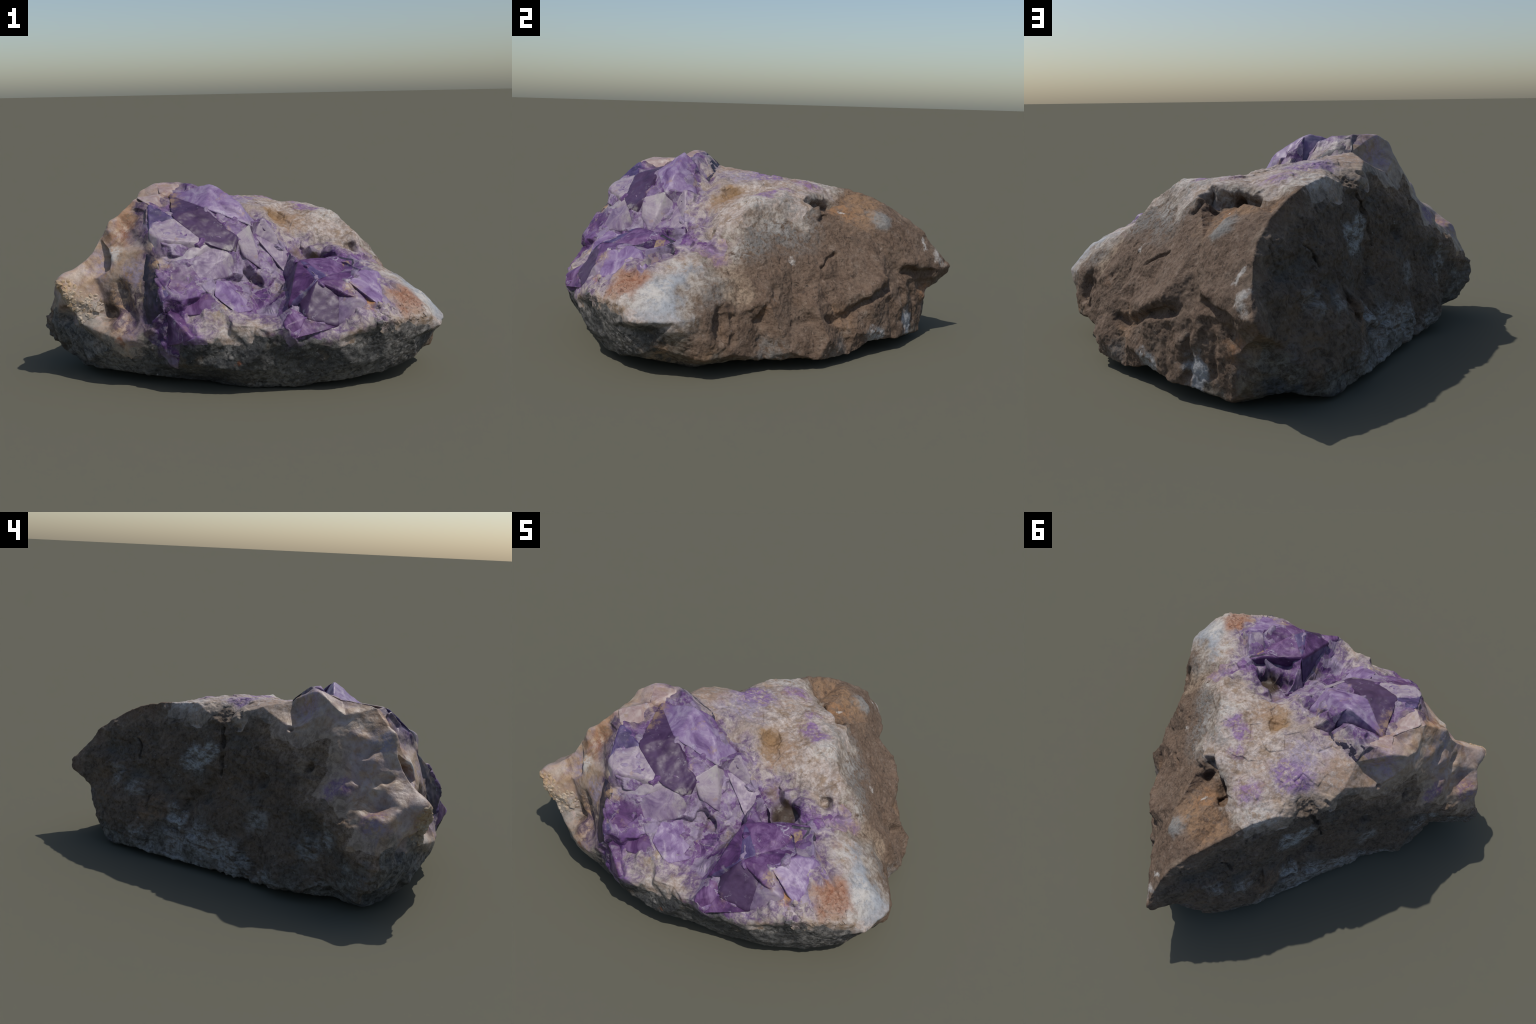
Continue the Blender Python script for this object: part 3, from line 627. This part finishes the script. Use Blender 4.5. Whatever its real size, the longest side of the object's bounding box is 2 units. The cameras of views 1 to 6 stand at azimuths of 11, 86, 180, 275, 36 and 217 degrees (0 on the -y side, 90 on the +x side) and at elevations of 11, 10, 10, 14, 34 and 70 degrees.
def amethyst(name, deep, mid, pale, pale_from=.62, stain=.5, vein=.7, cloud=.45):
    s = Shader(name)
    # every crystal gets its own depth of colour
    rnd = s.new("ShaderNodeObjectInfo").outputs["Random"]
    body = s.math("ADD", s.noise(9, 8, .68, 1.2), s.math("MULTIPLY", s.math("SUBTRACT", rnd, .5), .10))
    c = s.ramp(body, [(.32, deep), (.47, mid), (pale_from, pale), (.84, tuple(.5 * x + .5 * y for x, y in zip(pale, (.36,.33,.37))))])
    crackle = s.math("ABSOLUTE", s.math("SUBTRACT", s.noise(5, 4, .6, .8, (1, 2.2, .7)), .5))
    line = s.math("MULTIPLY", s.math("SUBTRACT", 1.0, s.step(crackle, .002, .012)), s.step(s.noise(9, 5, .7), .52, .66))
    c = s.mix(s.math("MULTIPLY", line, vein), c, (.38,.36,.42))
    c = s.mix(s.step(s.noise(11, 6, .68), .60, .68, stain), c, (.28,.19,.12))
    c = s.mix(s.step(s.noise(26, 5, .7), .62, .72, cloud), c, (.38,.35,.37))
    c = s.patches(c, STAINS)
    return s.finish(c, s.math("ADD", .24, s.math("MULTIPLY", s.noise(18, 5, .7), .4)), [(s.noise(22, 6, .65, .6), .006, .20)], .30)

def bed():
    s = Shader("amethyst_crystal_bed")
    c = s.ramp(s.noise(8, 6, .65, 1.5), [(.34, DEEP), (.46, (.115,.052,.155)), (.56, (.165,.108,.205)), (.66, (.235,.19,.255)), (.80, (.36,.33,.335))])
    shade = s.new("ShaderNodeSeparateColor"); s.link(s.cells(15), shade.inputs[0])
    c = s.mix(s.step(shade.outputs[0], .55, .62, .55), c, (.13,.075,.18))
    c = s.mix(s.step(shade.outputs[1], .60, .66, .5), c, (.27,.235,.30))
    seam = s.math("SUBTRACT", 1.0, s.step(s.cells(15, True), .01, .05))
    c = s.mix(s.math("MULTIPLY", seam, .45), c, (.31,.28,.285))
    c = s.mix(s.step(s.noise(11, 6, .68), .60, .69, .6), c, (.27,.195,.135))
    c = s.patches(c, [
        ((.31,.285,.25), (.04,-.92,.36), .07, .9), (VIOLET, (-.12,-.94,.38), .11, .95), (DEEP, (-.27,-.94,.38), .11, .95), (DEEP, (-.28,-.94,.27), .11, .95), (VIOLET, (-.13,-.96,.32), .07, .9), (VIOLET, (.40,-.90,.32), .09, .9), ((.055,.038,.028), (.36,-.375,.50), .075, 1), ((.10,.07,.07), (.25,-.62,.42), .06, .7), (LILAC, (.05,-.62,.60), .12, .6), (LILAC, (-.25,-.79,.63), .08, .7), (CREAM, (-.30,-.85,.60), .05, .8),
        ((.16,.11,.08), (.27,-.30,.565), .06, .8), ((.20,.15,.16), (.10,-.60,.47), .04, .9), (LILAC, (.15,-.42,.66), .10, .6), (ORANGE, (.65,-.755,.405), .03, 1), (WHITE, (.57,-.72,.49), .03, .8), (CREAM, (.60,-.77,.46), .03, .7), ((.24,.17,.115), (-.40,-.30,.88), .06, .8), (SLATE, (-.33,-.28,.87), .05, .8),
        ((.2,.085,.25), (.55,-.30,.56), .08, .7), (DEEP, (.30,-.62,.50), .06, .6)])
    return s.finish(s.speckle(s.weld(c, "amethyst_bed"), 34, .45), s.math("ADD", .28, s.math("MULTIPLY", s.noise(18, 5, .7), .4)), [(s.noise(30, 6, .65, .6), .008, .35)], .3)

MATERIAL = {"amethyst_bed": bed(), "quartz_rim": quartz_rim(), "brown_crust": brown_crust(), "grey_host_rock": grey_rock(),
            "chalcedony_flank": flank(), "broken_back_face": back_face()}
CRYSTAL_MATERIAL = {
    "lavender": amethyst("lavender_amethyst", (.10,.052,.145), (.18,.115,.235), (.285,.225,.325)),
    "plum": amethyst("plum_amethyst", (.030,.013,.042), (.052,.026,.068), (.085,.05,.11), .78, .15, .45, .12),
    "lilac": amethyst("lilac_amethyst", (.12,.075,.15), (.20,.148,.22), (.31,.26,.29)),
    "violet": amethyst("violet_amethyst", (.038,.013,.058), (.092,.038,.118), (.18,.105,.215), .66, .22, .7, .25),
    "indigo": amethyst("indigo_amethyst", (.03,.02,.065), (.065,.043,.12), (.14,.115,.22), .70, .2, .6, .2),
    "slate": amethyst("slate_amethyst", (.014,.011,.022), (.026,.021,.037), (.065,.052,.085), .76, .05, .35, .08),
    "rose": amethyst("rose_quartz", (.20,.125,.125), (.29,.205,.195), (.37,.30,.28), .60, .6),
}

# ------------------------------------------------------------------ objects
stone = bpy.data.objects.new("amethyst_rock", None)
stone["label"] = "rough grey-brown rock with purple amethyst crystals on its front"
stone["category"] = "mineral rock"
bpy.context.collection.objects.link(stone)

def add_part(name, mesh, parent=stone):
    ob = bpy.data.objects.new(name, mesh); ob.parent = parent
    bpy.context.collection.objects.link(ob); return ob

for r, name in enumerate(REGIONS):
    f = faces[FACE_LABEL == r]
    used, inv = np.unique(f, return_inverse=True)
    me = bpy.data.meshes.new(name)
    me.vertices.add(len(used)); me.vertices.foreach_set("co", P[used].astype(np.float32).ravel())
    me.loops.add(3 * len(f)); me.loops.foreach_set("vertex_index", inv.ravel().astype(np.int32))
    me.polygons.add(len(f)); me.polygons.foreach_set("loop_start", np.arange(0, 3 * len(f), 3, dtype=np.int32))
    me.update(calc_edges=True)
    me.polygons.foreach_set("use_smooth", np.ones(len(f), bool))
    me.normals_split_custom_set_from_vertices(N[used].tolist())
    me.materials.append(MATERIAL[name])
    add_part(name, me)

def chunk(points, bevel, fine, seed):
    """A convex solid with chipped, slightly uneven facets."""
    bm = bmesh.new()
    vs = [bm.verts.new(p) for p in points]
    out = bmesh.ops.convex_hull(bm, input=vs)
    bmesh.ops.delete(bm, geom=list({g for g in out["geom_interior"] + out["geom_unused"] if isinstance(g, bmesh.types.BMVert)}), context="VERTS")
    bmesh.ops.dissolve_limit(bm, angle_limit=math.radians(9), verts=bm.verts[:], edges=bm.edges[:])
    bmesh.ops.bevel(bm, geom=bm.edges[:], offset=bevel, segments=2, profile=.5, affect="EDGES", clamp_overlap=True)
    bmesh.ops.triangulate(bm, faces=bm.faces[:])
    for _ in range(6):
        long = [e for e in bm.edges if e.calc_length() > fine]
        if not long: break
        bmesh.ops.subdivide_edges(bm, edges=long, cuts=1)
        bmesh.ops.triangulate(bm, faces=[f for f in bm.faces if len(f.verts) > 3])
    for _ in range(2): bmesh.ops.smooth_vert(bm, verts=bm.verts[:], factor=.5, use_axis_x=True, use_axis_y=True, use_axis_z=True)
    bmesh.ops.recalc_face_normals(bm, faces=bm.faces[:]); bm.normal_update()
    X = np.array([v.co[:] for v in bm.verts]); n = np.array([v.normal[:] for v in bm.verts])
    X = X + n * (.0045 * fractal(X, 9, 2, .5, seed) + .002 * fractal(X, 34, 3, .55, seed + 9))[:, None]
    for v, p in zip(bm.verts, X): v.co = p
    me = bpy.data.meshes.new("crystal"); bm.to_mesh(me); bm.free()
    me.polygons.foreach_set("use_smooth", np.ones(len(me.polygons), bool))
    return me

for tint, proud, corners in CRYSTALS:
    solid, out = crystal_corners(proud, corners)
    me = chunk(solid.tolist(), .007, .012, 50)
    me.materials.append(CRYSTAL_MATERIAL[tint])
    add_part("crystal", me)

# ---- grains of quartz along the rim and on the knob
def pebble(centre, axis, radius, stretch, r):
    """Corner points of one irregular six-sided crystal stub."""
    axis = np.array(axis) + r.normal(0, .35, 3); axis /= np.linalg.norm(axis)
    side = np.cross(axis, (.3, .5, .8)); side /= np.linalg.norm(side); other = np.cross(axis, side)
    turn = r.uniform(0, 6.28); out = []
    for k in range(6):
        a = turn + k * math.pi / 3 + r.normal(0, .12); w = radius * r.uniform(.75, 1.15)
        ring = side * math.cos(a) * w + other * math.sin(a) * w
        out += [centre + ring - axis * radius * stretch, centre + ring * r.uniform(.75, 1) + axis * radius * r.uniform(.2, .5)]
    out.append(centre + side * r.normal(0, .2) * radius + axis * radius * r.uniform(.6, .9))
    return np.array(out)

r = np.random.default_rng(5)
GRAINY = [((.81,-.62,.42), .075), ((.74,-.75,.35), .07), ((.85,-.66,.37), .06), ((-.73,-.84,.37), .08), ((-.79,-.83,.45), .06), ((-.64,-.84,.38), .06)]
bm = bmesh.new()
for centre, reach in GRAINY:
    near = np.flatnonzero(np.sum((P - centre) ** 2, 1) < reach ** 2); r.shuffle(near)
    for v in near[thin(P[near], .017)]:
        size = r.uniform(.010, .022)
        vs = [bm.verts.new(p) for p in pebble(P[v] - N[v] * size * .5, N[v], size, .8, r)]
        out = bmesh.ops.convex_hull(bm, input=vs)
        bmesh.ops.delete(bm, geom=list({g for g in out["geom_interior"] + out["geom_unused"] if isinstance(g, bmesh.types.BMVert)}), context="VERTS")
me = bpy.data.meshes.new("quartz_grain"); bm.to_mesh(me); bm.free()
me.materials.append(MATERIAL["quartz_rim"])
me.polygons.foreach_set("use_smooth", np.zeros(len(me.polygons), bool))
add_part("quartz_grain", me)["kind"] = "stuff"
